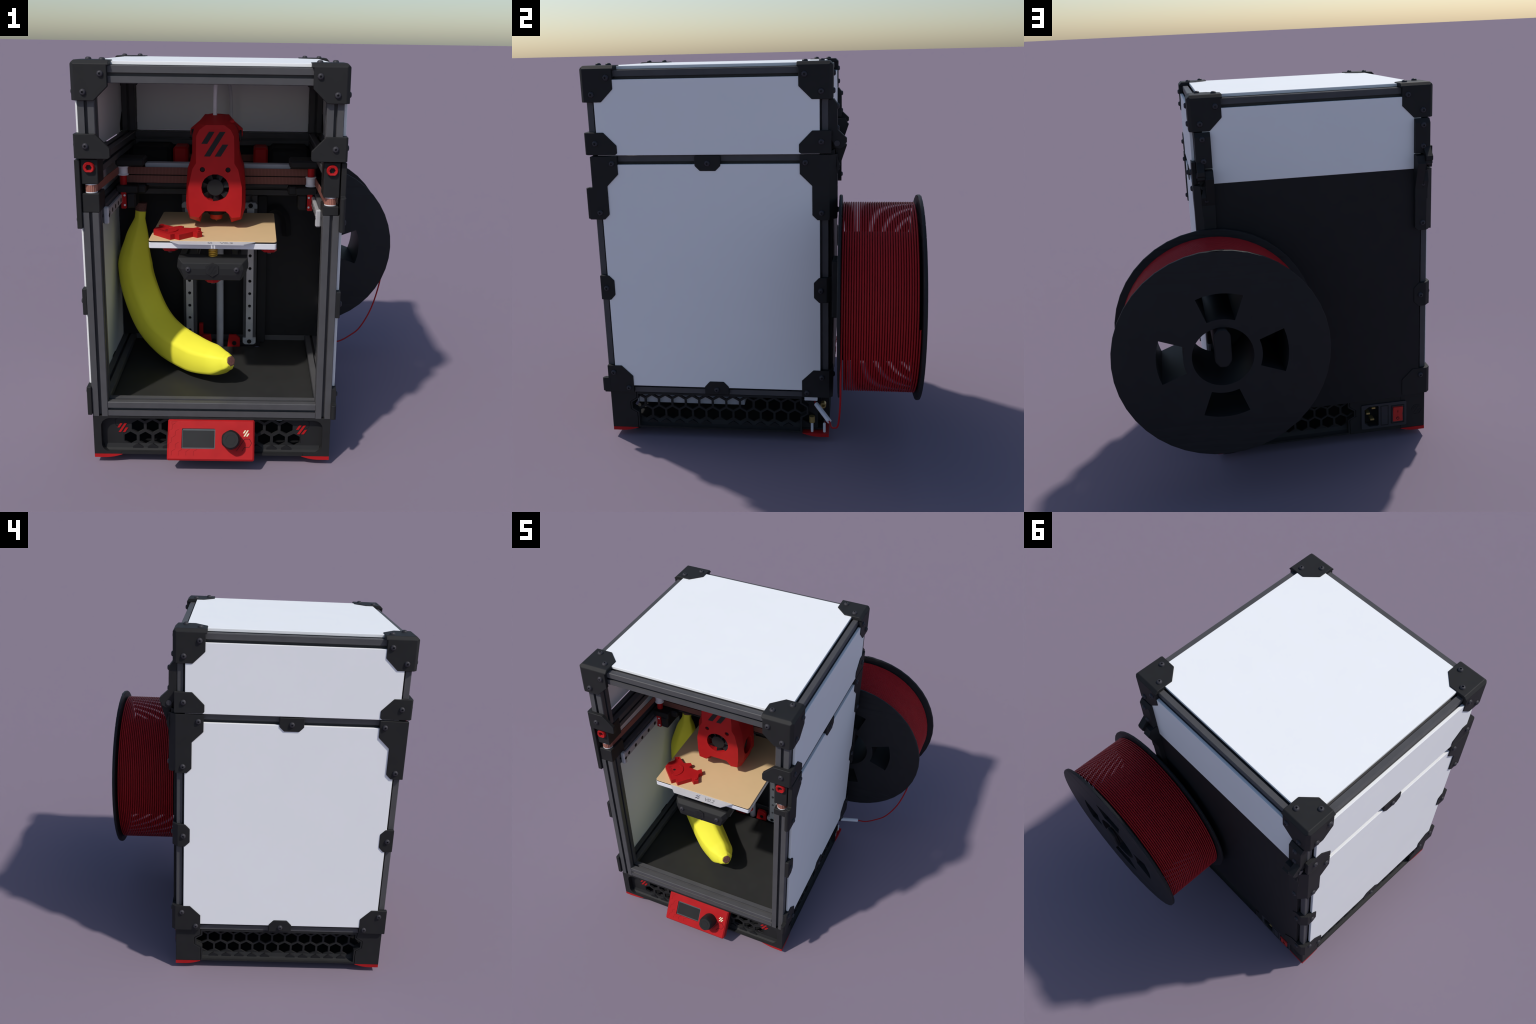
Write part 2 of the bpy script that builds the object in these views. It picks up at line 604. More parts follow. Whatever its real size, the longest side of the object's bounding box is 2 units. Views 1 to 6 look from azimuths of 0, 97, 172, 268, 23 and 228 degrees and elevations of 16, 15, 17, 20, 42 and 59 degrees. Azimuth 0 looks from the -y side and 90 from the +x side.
for sx in (-1, 1):
    xf, xo = (X0, X0 - T) if sx < 0 else (X1, X1 + T)
    lo, hi = min(xf, xo), max(xf, xo)
    n = (sx, 0, 0)
    # middle clips along each edge of the side panel
    for pts, s in (([(-.229, 1.550), (-.229, 1.500), (-.204, 1.475), (-.126, 1.475), (-.100, 1.500), (-.100, 1.550)], (-.165, 1.513)),
                   ([(-.230, .272), (-.230, .314), (-.202, .345), (-.127, .345), (-.100, .316), (-.100, .272)], (-.165, .300)),
                   ([(-.759, .930), (-.759, .799), (-.709, .797), (-.684, .824), (-.684, .903), (-.711, .930)], (-.726, .862))):
        ob = add(prism('panel_clip', pts, 'x', lo, hi, BLACK, None))
        screw((xo, *s), n, ob)
    clip = [(-.014, .930), (-.014, .799), (.047, .797), (.074, .824), (.074, .903), (.048, .930)]
    bracket('panel_clip', sx, 1, [('x', clip, -T, 0.0), ('y', clip, -T, 0.0)],
            [((-T, .008, 0), (-1, -1, 0))],
            screws=[((-T, .038, .862), (-1, 0, 0)), ((.038, -T, .862), (0, -1, 0))])

# door hinge knuckles on the right front edge
for z0, z1 in ((1.232, 1.391), (.274, .349)):
    add(cyl('door_hinge_knuckle', (X1 + .009, Y0 - .022, z0), (X1 + .009, Y0 - .022, z1), 0.0125, BLACK, None, 20, .002))


# ------------------------------------------------------------------ skirts
HEX = 0.0752
HR = 0.0370
REC = 0.034          # how far the grilles sit behind the skirt face


def emblem(name, centre, height, mat, to_world, depth, parent, bev=0.0):
    """Three slanted bars. to_world maps (u, v, w) to world space."""
    bars = [[(-.236, .5), (-.008, .5), (-.309, 0.01), (-.545, 0.01)],
            [(.195, .5), (.431, .5), (-.195, -.5), (-.44, -.5)],
            [(.309, -.01), (.545, -.01), (.236, -.5), (-.008, -.5)]]
    for b in bars:
        bm = prism_bm([(centre[0] + p[0] * height, centre[1] + p[1] * height) for p in b], 'z', 0, depth)
        for v in bm.verts:
            v.co = to_world(v.co)
        ob = obj_from_bm(name, bm, mat)
        keep_world(ob, printer)
        if parent is not None:
            ob.parent = parent
            ob.matrix_parent_inverse = Matrix.Identity(4)


def sub(ob, parent):
    """Make ob a sub-part of a part whose geometry is already in world space."""
    ob.parent = parent
    ob.matrix_parent_inverse = Matrix.Identity(4)
    # parts carry the inverse of the root offset, so their children live in world space
    return ob


# note: parts parented to `printer` have a parent inverse, so their local space is world space.

CORNER = [(0, .050), (.141, .050), (.141, .138), (.106, .160), (.106, .206), (.141, .228), (.141, .2615), (0, .2615)]
for sx in (-1, 1):
    for sy in (-1, 1):
        if sy < 0 or sx > 0:
            continue                               # this corner's cover is missing
        fn, flip = corner_map(sx, sy)
        bm = prism_bm(CORNER, 'x', 0.0, 0.030)
        if sy > 0:
            bm = bool_bm(bm, prism_bm([(0, .050), (.141, .050), (.141, .2615), (0, .2615)], 'y', 0.0, .030), 'UNION')
        bevel(bm, .0022)
        add(obj_from_bm('skirt_corner', mapped(bm, fn, flip), BLACK))
    # side grille
    gy0, gy1 = Y0 + .144, Y1 - .144
    n0, n1 = Y0 + .109, Y1 - .109
    outer = [(gy0, .052), (gy1, .052), (gy1, .139), (n1, .161), (n1, .205), (gy1, .227), (gy1, .2615), (gy0, .2615),
             (gy0, .227), (n0, .205), (n0, .161), (gy0, .139)]
    holes = []
    for z, off in ((.2545, .5), (.190, 0), (.126, .5)):
        for k in range(-8, 8):
            y = CY - .001 + (k + off) * HEX
            if n0 - .02 < y < n1 + .02:
                hx = hexagon((y, z), HR, 30, .2575)
                holes.append(hx)
    sgn = 1 if sx < 0 else -1
    xf = X0 if sx < 0 else X1
    ab = lambda a, b: (min(xf + sgn * a, xf + sgn * b), max(xf + sgn * a, xf + sgn * b))
    inset = [(gy0 + .008, .061), (gy1 - .008, .061), (gy1 - .008, .143), (n1 - .008, .165), (n1 - .008, .201),
             (gy1 - .008, .223), (gy1 - .008, .250), (gy0 + .008, .250), (gy0 + .008, .223), (n0 + .008, .201),
             (n0 + .008, .165), (gy0 + .008, .143)]
    gr = add(plate('skirt_grille', outer, [inset], 'x', *ab(0.0005, REC), BLACK, None))
    sub(plate('grille_mesh', [(n0 - .05, .054), (n1 + .05, .054), (n1 + .05, .261), (n0 - .05, .261)], holes, 'x', *ab(REC + .0005, REC + .011), BLACK, None), gr)
    ramp = [(xf + sgn * .003, .0615), (xf + sgn * .014, .064), (xf + sgn * .025, .072), (xf + sgn * (REC + .0002), .092),
            (xf + sgn * (REC + .0002), .056), (xf + sgn * .003, .056)]
    sub(prism('grille_ramp', ramp, 'y', gy0 + .006, gy1 - .006, BLACK, None, 0), gr)
    for k in range(-5, 6):
        if k == 0:
            continue
        hx = hexagon((CY + k * HEX, .062), .031, 30, None, .066)
        sub(obj_from_bm('ramp_cell', prism_bm([(p[0], p[1]) for p in hx], 'x', *ab(.022, REC)), BLACK2), gr)

# rear skirt: grille in the middle, power inlet on the far left
gx0, gx1, nx0 = -.379, X1 - .144, -.414
outer = [(gx0, .052), (gx1, .052), (gx1, .2565), (gx0, .2565), (gx0, .222), (nx0, .198), (nx0, .158), (gx0, .139)]
holes = []
for z, x_0 in ((.2545, -.335), (.190, -.2975), (.126, -.335)):
    for k in range(-2, 9):
        x = x_0 + k * HEX
        if nx0 - .02 < x < gx1 - .03:
            holes.append(hexagon((x, z), HR, 30, .253))
rin = [(gx0 + .008, .061), (gx1 - .008, .061), (gx1 - .008, .249), (gx0 + .008, .249), (gx0 + .008, .218), (nx0 + .008, .194), (nx0 + .008, .162), (gx0 + .008, .143)]
rg = add(plate('rear_grille', outer, [rin], 'y', Y1 - REC, Y1 - .0005, BLACK, None))
sub(plate('grille_mesh', [(nx0 - .05, .054), (gx1, .054), (gx1, .2563), (nx0 - .05, .2563)], holes, 'y', Y1 - REC - .011, Y1 - REC - .0005, BLACK, None), rg)
ramp = [(Y1 - .003, .0615), (Y1 - .014, .064), (Y1 - .025, .072), (Y1 - REC - .0002, .092), (Y1 - REC - .0002, .056), (Y1 - .003, .056)]
sub(prism('grille_ramp', ramp, 'x', gx0 + .006, gx1 - .006, BLACK, None, 0), rg)
soc = [(-.464, .196), (-.490, .214), (-.540, .214), (-.546, .209), (-.546, .095), (-.540, .089), (-.490, .089), (-.464, .112)]
add(plate('rear_skirt', [(X0 + .142, .050), (gx0 - .003, .050), (gx0 - .003, .139), (nx0 - .003, .158), (nx0 - .003, .198),
                         (gx0 - .003, .222), (gx0 - .003, .2565), (X0 + .142, .2565)], [soc], 'y', Y1 - .033, Y1 - .0003, BLACK, None))

# power inlet
soc = [(-.464, .196), (-.490, .214), (-.540, .214), (-.546, .209), (-.546, .095), (-.540, .089), (-.490, .089), (-.464, .112)]
inlet = add(plate('power_inlet', rounded_rect(-.709, .076, -.446, .226, .009), [soc], 'y', Y1 - .001, Y1 + .009,
                  material('inlet_plastic', (.042, .042, .047), .45), None))
sub(prism('inlet_cavity', [(p[0] * 1.0, p[1]) for p in soc], 'y', Y1 - .060, Y1 - .0465, DARK, None, 0), inlet)
for x, z in ((-.520, .196), (-.488, .165), (-.512, .125)):
    sub(box('contact_prong', (x - .011, Y1 - .046, z - .005), (x + .011, Y1 - .004, z + .005), BRASS, None, .001), inlet)
sub(plate('fuse_drawer', rounded_rect(-.604, .088, -.558, .212, .003), [rounded_rect(-.600, .092, -.562, .208, .002)],
          'y', Y1 + .008, Y1 + .0105, BLACK2, None), inlet)
sub(plate('switch_bezel', rounded_rect(-.696, .093, -.619, .207, .003), [rounded_rect(-.691, .098, -.624, .202, .002)],
          'y', Y1 + .008, Y1 + .0115, BLACK2, None), inlet)
rock = prism_bm([(Y1 + .005, .104), (Y1 + .014, .106), (Y1 + .010, .150), (Y1 + .019, .196), (Y1 + .005, .198)], 'x', -.686, -.629)
rk = sub(obj_from_bm('rocker_switch', bevel(rock, .0015), SWITCHR), inlet)
box_i = box('switch_mark', (-.6585, Y1 + .0115, .162), (-.6565, Y1 + .0165, .178), INK, None, 0)
sub(box_i, inlet)
ring = plate('switch_mark', circle((-.6575, .124), .0085, 24), [circle((-.6575, .124), .0062, 24)], 'y', Y1 + .010, Y1 + .0140, INK, None)
sub(ring, inlet)
to_rear = lambda v: Vector((-v.x, Y1 + v.z, v.y))
hexring = plate('embossed_hexagon', hexagon((-.7715, .160), .033, 0), [hexagon((-.7715, .160), .030, 0)], 'y', Y1 - .0005, Y1 + .0012, BLACK2, None)
add(hexring)
emblem('slanted_bars_emblem', (.7715, .160), .040, BLACK2, to_rear, .0012, None)

# front skirt: face plate with a long scooped recess, perforated back
hole = rounded_rect(-.780, .062, .335, .251, .046, 8)
front_outline = [(X0, .050), (X1, .050), (X1, .2612), (X0, .2612)]
SEAM = {-1: -.683, 1: .238}
mid_bm = plate_me(front_outline, [hole], 'y', Y0, Y0 + .034)
cut_plane(mid_bm, (SEAM[-1] + .0012, 0, 0), (-1, 0, 0))
cut_plane(mid_bm, (SEAM[1] - .0012, 0, 0), (1, 0, 0))
fp = add(obj_from_bm('front_skirt', mid_bm, BLACK))
for sx in (-1, 1):
    fn, flip = corner_map(sx, -1)
    bm = plate_me(front_outline, [hole], 'y', Y0, Y0 + .034)
    cut_plane(bm, (SEAM[sx], 0, 0), (-sx, 0, 0))
    side = mapped(prism_bm([(max(p[0], .002), p[1]) for p in CORNER], 'x', 0.0, .030), fn, flip)
    bm = bool_bm(bm, side, 'UNION')
    add(obj_from_bm('skirt_corner', bevel(bm, .0018, 50), BLACK))
holes = []
for z, x_0, n_ in ((.252, -.639, 12), (.188, -.601, 11), (.122, -.639, 12)):
    for k in range(n_):
        hx = hexagon((x_0 + k * .0757, z), .0355, 30, .2515)
        if hx and not (z > .24 and (k == 0 or k == n_ - 1)):
            holes.append(hx)
sub(plate('front_grille', [(X0 + .031, .055), (X1 - .031, .055), (X1 - .031, .258), (X0 + .031, .258)], holes, 'y', Y0 + .0345, Y0 + .046, BLACK, None), fp)
ramp = [(Y0 + .006, .0625), (Y0 + .016, .064), (Y0 + .026, .072), (Y0 + .0342, .092), (Y0 + .0342, .056), (Y0 + .006, .056)]
sub(prism('scoop_ramp', ramp, 'x', -.770, .325, BLACK, None, 0), fp)
for k in range(11):
    x = -.601 + k * .0757
    hx = hexagon((x, .058), .030, 30, None, .064)
    bm = prism_bm([(p[0], p[1] + .006) for p in hx], 'y', Y0 + .024, Y0 + .0342)
    sub(obj_from_bm('scoop_cell', bm, BLACK2), fp)
to_front = lambda v: Vector((v.x, Y0 + .0345 - v.z, v.y))
for x in (-.677, .232):
    emblem('slanted_bars_emblem', (x, .181), .050, RED, to_front, .003, fp)
# thin seams of the handle inserts
for x, s in ((-.683, 1), (.238, -1)):
    sm = [(x, .2600), (x, .251), (x + s * .004, .246), (x - s * .031, .226), (x - s * .031, .196), (x + s * .010, .165), (x + s * .010, .105)]
    sub(tube('seam_line', [(p[0], Y0 + (.0345 if p[1] < .2505 else .0003), p[1]) for p in sm], .0013, INK, None, 6), fp)

# ------------------------------------------------------------------ feet
def foot(sx, sy):
    fn, flip = corner_map(sx, sy)
    n = 12
    L = .141
    bm = bmesh.new()
    f = lambda u: max(0.0, (u - .05) / (L - .05)) ** 2.0
    topv, botv = [], []
    for i in range(n + 1):
        u = L * i / n
        topv.append([bm.verts.new((u, L * j / n, .0495)) for j in range(n + 1)])
        botv.append([bm.verts.new((u, L * j / n, min(.0475, .030 + .018 * max(f(u), f(L * j / n))))) for j in range(n + 1)])
    for i in range(n):
        for j in range(n):
            bm.faces.new((topv[i][j], topv[i + 1][j], topv[i + 1][j + 1], topv[i][j + 1]))
            bm.faces.new((botv[i][j], botv[i][j + 1], botv[i + 1][j + 1], botv[i + 1][j]))
    for i in range(n):
        for A in ((0, 1), (n, -1)):
            k = A[0]
            bm.faces.new((topv[i][k], topv[i + 1][k], botv[i + 1][k], botv[i][k]))
            bm.faces.new((topv[k][i], topv[k][i + 1], botv[k][i + 1], botv[k][i]))
    ob = add(obj_from_bm('foot', mapped(bm, fn, flip), RED, smooth=25))
    p = fn(Vector((.105, .105, 0)))
    sub(cyl('rubber_pad', (p.x, p.y, 0.0), (p.x, p.y, .049), .030, DARK, None, 28, .003), ob)
    return ob, fn


for sx in (-1, 1):
    for sy in (-1, 1):
        ft, fn = foot(sx, sy)
# details in the open rear right corner
w = lambda a, b, z: fn(Vector((a, b, z)))
for a, b in ((.020, .090), (.020, .024)):
    p = w(a, b, 0)
    add(cyl('locating_pin', (p.x, p.y, .048), (p.x, p.y, .104), .0072, PTFE, None, 16, .003))
p = w(.020, .090, 0)
add(obj_from_bm('threaded_insert', revolve_bm([(.007, .002), (.0155, 0), (.0155, .034), (.008, .034), (.008, .01)], (p.x, p.y, .108), (0, 0, 1), 24), BRASS))
p = w(.05, .030, .205)
add(obj_from_bm('threaded_insert', revolve_bm([(.007, .002), (.0155, 0), (.0155, .03), (.008, .03), (.008, .01)], p, (1, 0, 0), 24), BRASS))
a, b = w(.12, .14, .05), w(.135, 0.045, .262)
add(box('inner_wall', (min(a.x, b.x), min(a.y, b.y), .05), (max(a.x, b.x), max(a.y, b.y), .262), DARK, None))
a, b = w(.085, .040, .10), w(.105, .060, .262)
add(box('inner_wall', (min(a.x, b.x), min(a.y, b.y), .13), (max(a.x, b.x), max(a.y, b.y), .262), BLACK2, None))
add(box('end_stop', (X1 - .06, Y1 - .13, .235), (X1 - .012, Y1 - .06, .2615), PTFE, None))

# electronics seen through the grilles
psu = add(box('power_supply', (.06, -.62, .175), (.315, -.03, .252), PSU, None))
holes = [hexagon((.085 + (i + .5 * (j % 2)) * .036, .19 + j * .0155), .0065, 0) for i in range(6) for j in range(4)]
sub(plate('supply_grille', [(.062, .177), (.313, .177), (.313, .250), (.062, .250)], holes, 'y', -.630, -.622, PSU, None), psu)
add(box('controller_board', (-.60, -.35, .19), (-.12, .2, .196), BLACK2, None))
add(box('rear_fan_frame', (-.20, .24, .20), (-.02, .30, .255), PSU, None))

# ------------------------------------------------------------------ display
lo_ = Vector((-.224, -.7655, .2535))
tv = Vector((0, -.5, -math.sqrt(3) / 2))
nv = Vector((0, -math.sqrt(3) / 2, .5))
disp = lambda v: lo_ + Vector((1, 0, 0)) * v.x + tv * (-v.y) + nv * v.z   # (x, -down, out)


def disp_obj(name, bm, mat, parent=None):
    bm = mapped(bm, disp, False)
    ob = obj_from_bm(name, bm, mat)
    if parent is None:
        add(ob)
    else:
        sub(ob, parent)
    return ob


W2, HH = .2165, .200
body = bevel(prism_bm(rounded_rect(-W2, -HH, W2, 0, .010), 'z', -.050, -.0125), .002)
dunit = disp_obj('display_unit', body, RED)
fr = plate_me(rounded_rect(-W2, -HH, W2, 0, .010), [rounded_rect(-.146, -.143, .021, -.045, .006)], 'z', -.0125, 0.0)
fr.normal_update()
oe = [e for e in fr.edges if len(e.link_faces) == 2 and e.calc_face_angle(0) > 1.0 and
      all(v.co.z > -.001 and (abs(v.co.x) > .2 or v.co.y > -.012 or v.co.y < -HH + .012) for v in e.verts)]
bmesh.ops.bevel(fr, geom=oe, offset=.008, segments=1, affect='EDGES')
disp_obj('display_fascia', fr, RED, dunit)
disp_obj('screen_rim', box_bm((-.147, -.144, -.013), (.022, -.044, -.006)), SCREENR, dunit)
disp_obj('screen', bevel(box_bm((-.141, -.137, -.007), (.016, -.055, -.0045)), .001), SCREEN, dunit)
lob = lambda i, t, r: r * (1 + (.035 * math.cos(6 * t) if 1 <= i <= 3 else 0))
disp_obj('knob', revolve_bm([(.047, -.002), (.0465, .02), (.046, .055), (.044, .074), (.038, .0855), (.0, .0855)][:5],
                            (.100, -.098, 0), (0, 0, 1), 48, None, lob), BLACK, dunit)
hx = plate_me(hexagon((.100, -.098), .026, 0), [hexagon((.100, -.098), .0245, 0)], 'z', .085, .0863)
disp_obj('knob_hexagon', hx, BLACK2, dunit)
bars = lambda v: disp(v)
emblem('slanted_bars_emblem', (.175, -.066), .030, CREAM, disp, .0012, dunit)


def line2(name, pts, mat, r=.0012):
    ob = tube(name, [disp(Vector((p[0], p[1], .0001))) for p in pts], r, mat, None, 6)
    return sub(ob, dunit)


hp = hexagon((.180, -.113), .023, 0)
line2('inked_hexagon', [hp[4], hp[5], hp[0], hp[1], hp[2]], INK, .0012)
line2('inked_line', [hp[2], (.128, -.152)], INK, .0012)
line2('inked_line', [hp[4], (.155, -.152)], INK, .0012)
for hx_, hy in ((-.178, -.038), (-.196, -.068), (-.160, -.068), (-.178, -.100), (-.196, -.132), (-.160, -.132),
                (-.178, -.166), (-.142, -.166), (-.105, -.166), (-.069, -.166)):
    q = hexagon((hx_, hy), .0195, 30)
    line2('engraved_cell', [q[1], q[2], q[3]], REDLINE, .0007)
line2('engraved_cell', [(-.197, -.024), (-.197, -.012), (-.17, -.012)], REDLINE, .0007)
# black mount between skirt and display
mount = [(Y0 + .05, .2605), (Y0 + .012, .2605), (-.767, .240), (-.822, .145), (Y0 + .05, .075)]
sub(prism('display_mount', [(-.745, .2600), (-.7605, .2600), (-.7605, .225), (-.800, .150), (-.790, .085), (-.70, .070), (-.70, .2600)], 'x',
          -.438, -.012, BLACK, None), dunit)

# ------------------------------------------------------------------ belt tensioners
def bolt_bm(pos, r, hexr, hgt):
    def rad(i, t, rr):
        if i < 3:
            return rr
        k = (t % (PI / 3)) - PI / 6
        return rr * math.cos(PI / 6) / math.cos(k)
    bm = revolve_bm([(r, -.01), (r, hgt * .4), (r * .86, hgt), (hexr * 1.12, hgt * .8), (hexr, -.004)], pos, (0, -1, 0), 36, None, rad)
    return bm


for sx in (-1, 1):
    xa, xb = (X0 + .0015, X0 + EX + .002) if sx < 0 else (X1 - EX - .002, X1 - .006)
    zu, zl = (1.437, 1.394) if sx < 0 else (1.389, 1.348)
    tb = add(box('belt_tensioner', (xa, Y0 + .002, zu), (xb, Y0 + .13, 1.5515), BLACK, None, .003))
    sub(box('tensioner_base', (xa, Y0 + .0005, 1.3052), (xb + (.002 if sx < 0 else 0), Y0 + .13, zl), BLACK, None, .003), tb)
    xc = (xa + xb) / 2
    bolt = bolt_bm((xc, Y0 - .0005, 1.515), .0265, .0135, .012)
    cut_plane(bolt, (xc, 0, 1.515 - .020), (0, 0, -1))
    sub(obj_from_bm('tension_bolt', bolt, RED), tb)
    pc = (xc, Y0 + .035)
    ribs = lambda i, t, r: r * (1 + .035 * math.cos(20 * t))
    sub(obj_from_bm('belt_loop', revolve_bm([(.0275, zl + .004), (.0275, zu - .004)], (*pc, 0), (0, 0, 1), 120, None, ribs), COPPER, smooth=60), tb)
    for za, zb_ in ((zl + .0005, zl + .005), (zu - .005, zu - .0005)):
        sub(cyl('pulley_flange', (*pc, za), (*pc, zb_), .0285, SILVER, None, 32), tb)
    # side belt running back to the joint idler
    zc = (zu + zl) / 2
    xi = -.719 if sx < 0 else .274
    edge = xc + (.024 if sx < 0 else -.024) * 1
    inner = xi - (.0235 if sx < 0 else -.0235)
    bw = .002
    pts = [(edge - bw, Y0 + .04), (edge + bw, Y0 + .04), (inner + bw, -.222), (inner - bw, -.222)]
    add(prism('drive_belt', pts, 'z', zc - .0195, zc + .0195, BELTY, None, 0))
    # Y rail with stop blocks
    xr = (X0 + EX, X0 + EX + .019) if sx < 0 else (X1 - EX - .019, X1 - EX)
    rail = bevel(box_bm((xr[0] + .0005, -.645, 1.2475), (xr[1], .30, 1.2925)), .004, 60)
    hl = bmesh.new()
    rl = add(obj_from_bm('linear_rail', rail, STEEL))
    for k in range(12):
        y = -.61 + k * .0776
        xh = xr[1] if sx < 0 else xr[0]
        sub(cyl('rail_hole', (xh - .001, y, 1.27), (xh + .001, y, 1.27), .0115, INK, None, 18), rl)
    xq = (xr[0] + .0005, xr[1] + .008) if sx < 0 else (xr[0] - .008, xr[1] - .0005)
    sub(box('rail_stop', (xq[0], -.675, 1.228), (xq[1], -.6455, 1.312), STEEL, None, .006), rl)
    xh = xq[1] if sx < 0 else xq[0]
    sub(cyl('stop_screw', (xh - .001, -.660, 1.27), (xh + .001, -.660, 1.27), .010, INK, None, 18), rl)

# ------------------------------------------------------------------ gantry
YG = -.222
for zc in (1.4090, 1.3645):
    add(box('drive_belt', (-.71, YG + .0225, zc - .0195), (.265, YG + .0265, zc + .0195), BELT, None, 0))
gb = add(box('gantry_beam', (-.66, YG + .045, 1.335), (.215, YG + .115, 1.4210), BLACK2, None, .003))
sub(box('gantry_lip', (-.60, YG + .020, 1.332), (.155, YG + .045, 1.344), BLACK, None, .001), gb)
sub(box('gantry_rail', (-.610, YG + .045, 1.4215), (.167, YG + .105, 1.4475), PSU, None, .003), gb)
for sx in (-1, 1):
    m = lambda x: x if sx < 0 else 2 * CX - x
    bx = lambda nm, xa, ya, za, xb, yb, zb_, mt, bv=.004: box(nm, (min(m(xa), m(xb)), ya, za), (max(m(xa), m(xb)), yb, zb_), mt, None, bv)
    jt = add(bx('gantry_joint', -.755, YG - .030, 1.4375, -.604, YG + .12, 1.480, BLACK, .010))
    sub(bx('joint_base', -.750, YG - .043, 1.300, -.640, YG + .10, 1.338, BLACK), jt)
    sub(bx('joint_arm', -.700, YG - .040, 1.218, -.652, YG + .10, 1.3005, BLACK, .008), jt)
    sub(bx('joint_web', -.652, YG + .0, 1.290, -.600, YG + .10, 1.336, BLACK, .008), jt)
    rc = sub(bx('rail_carriage', -.7290, YG - .045, 1.216, -.7005, YG + .08, 1.306, RED, .004), jt)
    for z in (1.288, 1.236):
        sub(cyl('carriage_screw', (m(-.7080), YG - .0465, z), (m(-.7080), YG - .044, z), .0055, PTFE, None, 16), jt)
    xi = m(-.719)
    z0, z1, zr0, zr1 = (1.3895, 1.4365, 1.339, 1.389) if sx < 0 else (1.341, 1.392, 1.3925, 1.437)
    prof = [(.028, z0), (.028, z0 + .005), (.0245, z0 + .009), (.0245, z1 - .009), (.028, z1 - .005), (.028, z1)]
    sub(obj_from_bm('idler_pulley', revolve_bm(prof, (xi, YG, 0), (0, 0, 1), 32), PTFE), jt)
    sub(cyl('idler_spacer', (xi, YG, zr0), (xi, YG, zr1), .018, RED, None, 24), jt)
    # rear motors
    mt_ = add(bx('stepper_motor', -.735, .100, 1.345, -.505, .345, 1.495, DARK, .02))
    sub(bx('motor_mount', -.495, .14, 1.375, -.412, .30, 1.492, RED, .012), mt_)
add(box('drive_belt', (-.744, -.20, 1.345), (-.740, .26, 1.384), BELTY, None, 0))
add(box('drive_belt', (.2945, -.20, 1.390), (.2985, .26, 1.429), BELTY, None, 0))
add(box('rear_belt', (-.45, .255, 1.396), (.0, .259, 1.436), BELT, None, 0))
add(box('rear_belt', (-.45, .255, 1.351), (.0, .259, 1.391), BELT, None, 0))

# ------------------------------------------------------------------ toolhead
YF = -.407


def section(z, wf, wo, yf=YF, yb=-.215, d=.047):
    return [(CX - wf, yf, z), (CX + wf, yf, z), (CX + wo, yf + d, z), (CX + wo, yb, z), (CX - wo, yb, z), (CX - wo, yf + d, z)]


levels = [(1.240, .131, .151), (1.275, .135, .1525), (1.365, .135, .150), (1.455, .115, .142), (1.485, .096, .130),
          (1.530, .096, .119), (1.620, .094, .117), (1.652, .078, .108), (1.676, .045, .092)]
th = loft_bm([section(*l) for l in levels] + [section(1.712, .040, .062, -.285, -.215, .03)])
th = bool_bm(th, cyl_bm((CX, YF - .02, 1.3605), (CX, YF + .06, 1.3605), .0705, 18), 'DIFFERENCE')
for s in (-1, 1):
    th = bool_bm(th, cyl_bm((CX + s * .10, -.300, 1.318), (CX + s * .20, -.300, 1.318), .056, 24), 'DIFFERENCE')
    th = bool_bm(th, cyl_bm((CX + s * .0645, YF - .02, 1.453), (CX + s * .0645, YF + .03, 1.453), .0130, 16), 'DIFFERENCE')
    A = [(CX + s * p[0], YF, p[1]) for p in ((.046, 1.246), (.068, 1.226), (.084, 1.206), (.128, 1.212), (.132, 1.246))]
    B = [(CX + s * p[0], YF + .05, p[1]) for p in ((.046, 1.250), (.066, 1.226), (.081, 1.172), (.134, 1.190), (.152, 1.250))]
    C = [(p[0], -.235, p[2]) for p in B]
    leg = loft_bm([A, B, C])
    th = bool_bm(th, leg, 'UNION')
bevel(th, .002, 20)
head = add(obj_from_bm('toolhead', th, RED, smooth=20))
ear = [(-.135, 1.608), (-.135, 1.641), (-.052, 1.711), (-.02, 1.717), (.052, 1.712), (.134, 1.641), (.134, 1.607), (.118, 1.590), (-.118, 1.590)]
sub(prism('extruder_housing', [(CX + p[0], p[1]) for p in ear], 'y', -.255, -.212, RED, None, .003), head)
sub(cyl('extruder_motor', (CX, -.211, 1.600), (CX, -.165, 1.600), .070, DARK, None, 40, .004), head)
sub(box('toolhead_carriage', (CX - .06, -.214, 1.30), (CX + .06, -.15, 1.50), DARK, None, .006), head)
sub(tube('release_lever', [(CX + .050, -.335, 1.655), (CX + .066, -.335, 1.675), (CX + .092, -.335, 1.692)], .0115, RED, None, 8), head)
sub(cyl('thumb_wheel', (CX + .119, -.320, 1.614), (CX + .130, -.320, 1.614), .030, BLACK2, None, 28, .002), head)
sub(cyl('wheel_hub', (CX + .108, -.320, 1.614), (CX + .119, -.320, 1.614), .013, STEEL, None, 20), head)
sub(cyl('motor_cap', (CX - .128, -.27, 1.612), (CX - .112, -.27, 1.612), .028, BLACK2, None, 24), head)
to_head = lambda v: Vector((v.x, YF - v.z, v.y))
emblem('slanted_bars_emblem', (CX - .0015, 1.5815), .123, BLACK2, to_head, .0015, head)
for s in (-1, 1):
    sub(cyl('fan_screw', (CX + s * .0645, YF + .020, 1.453), (CX + s * .0645, YF + .009, 1.453), .0105, INK, None, 18), head)
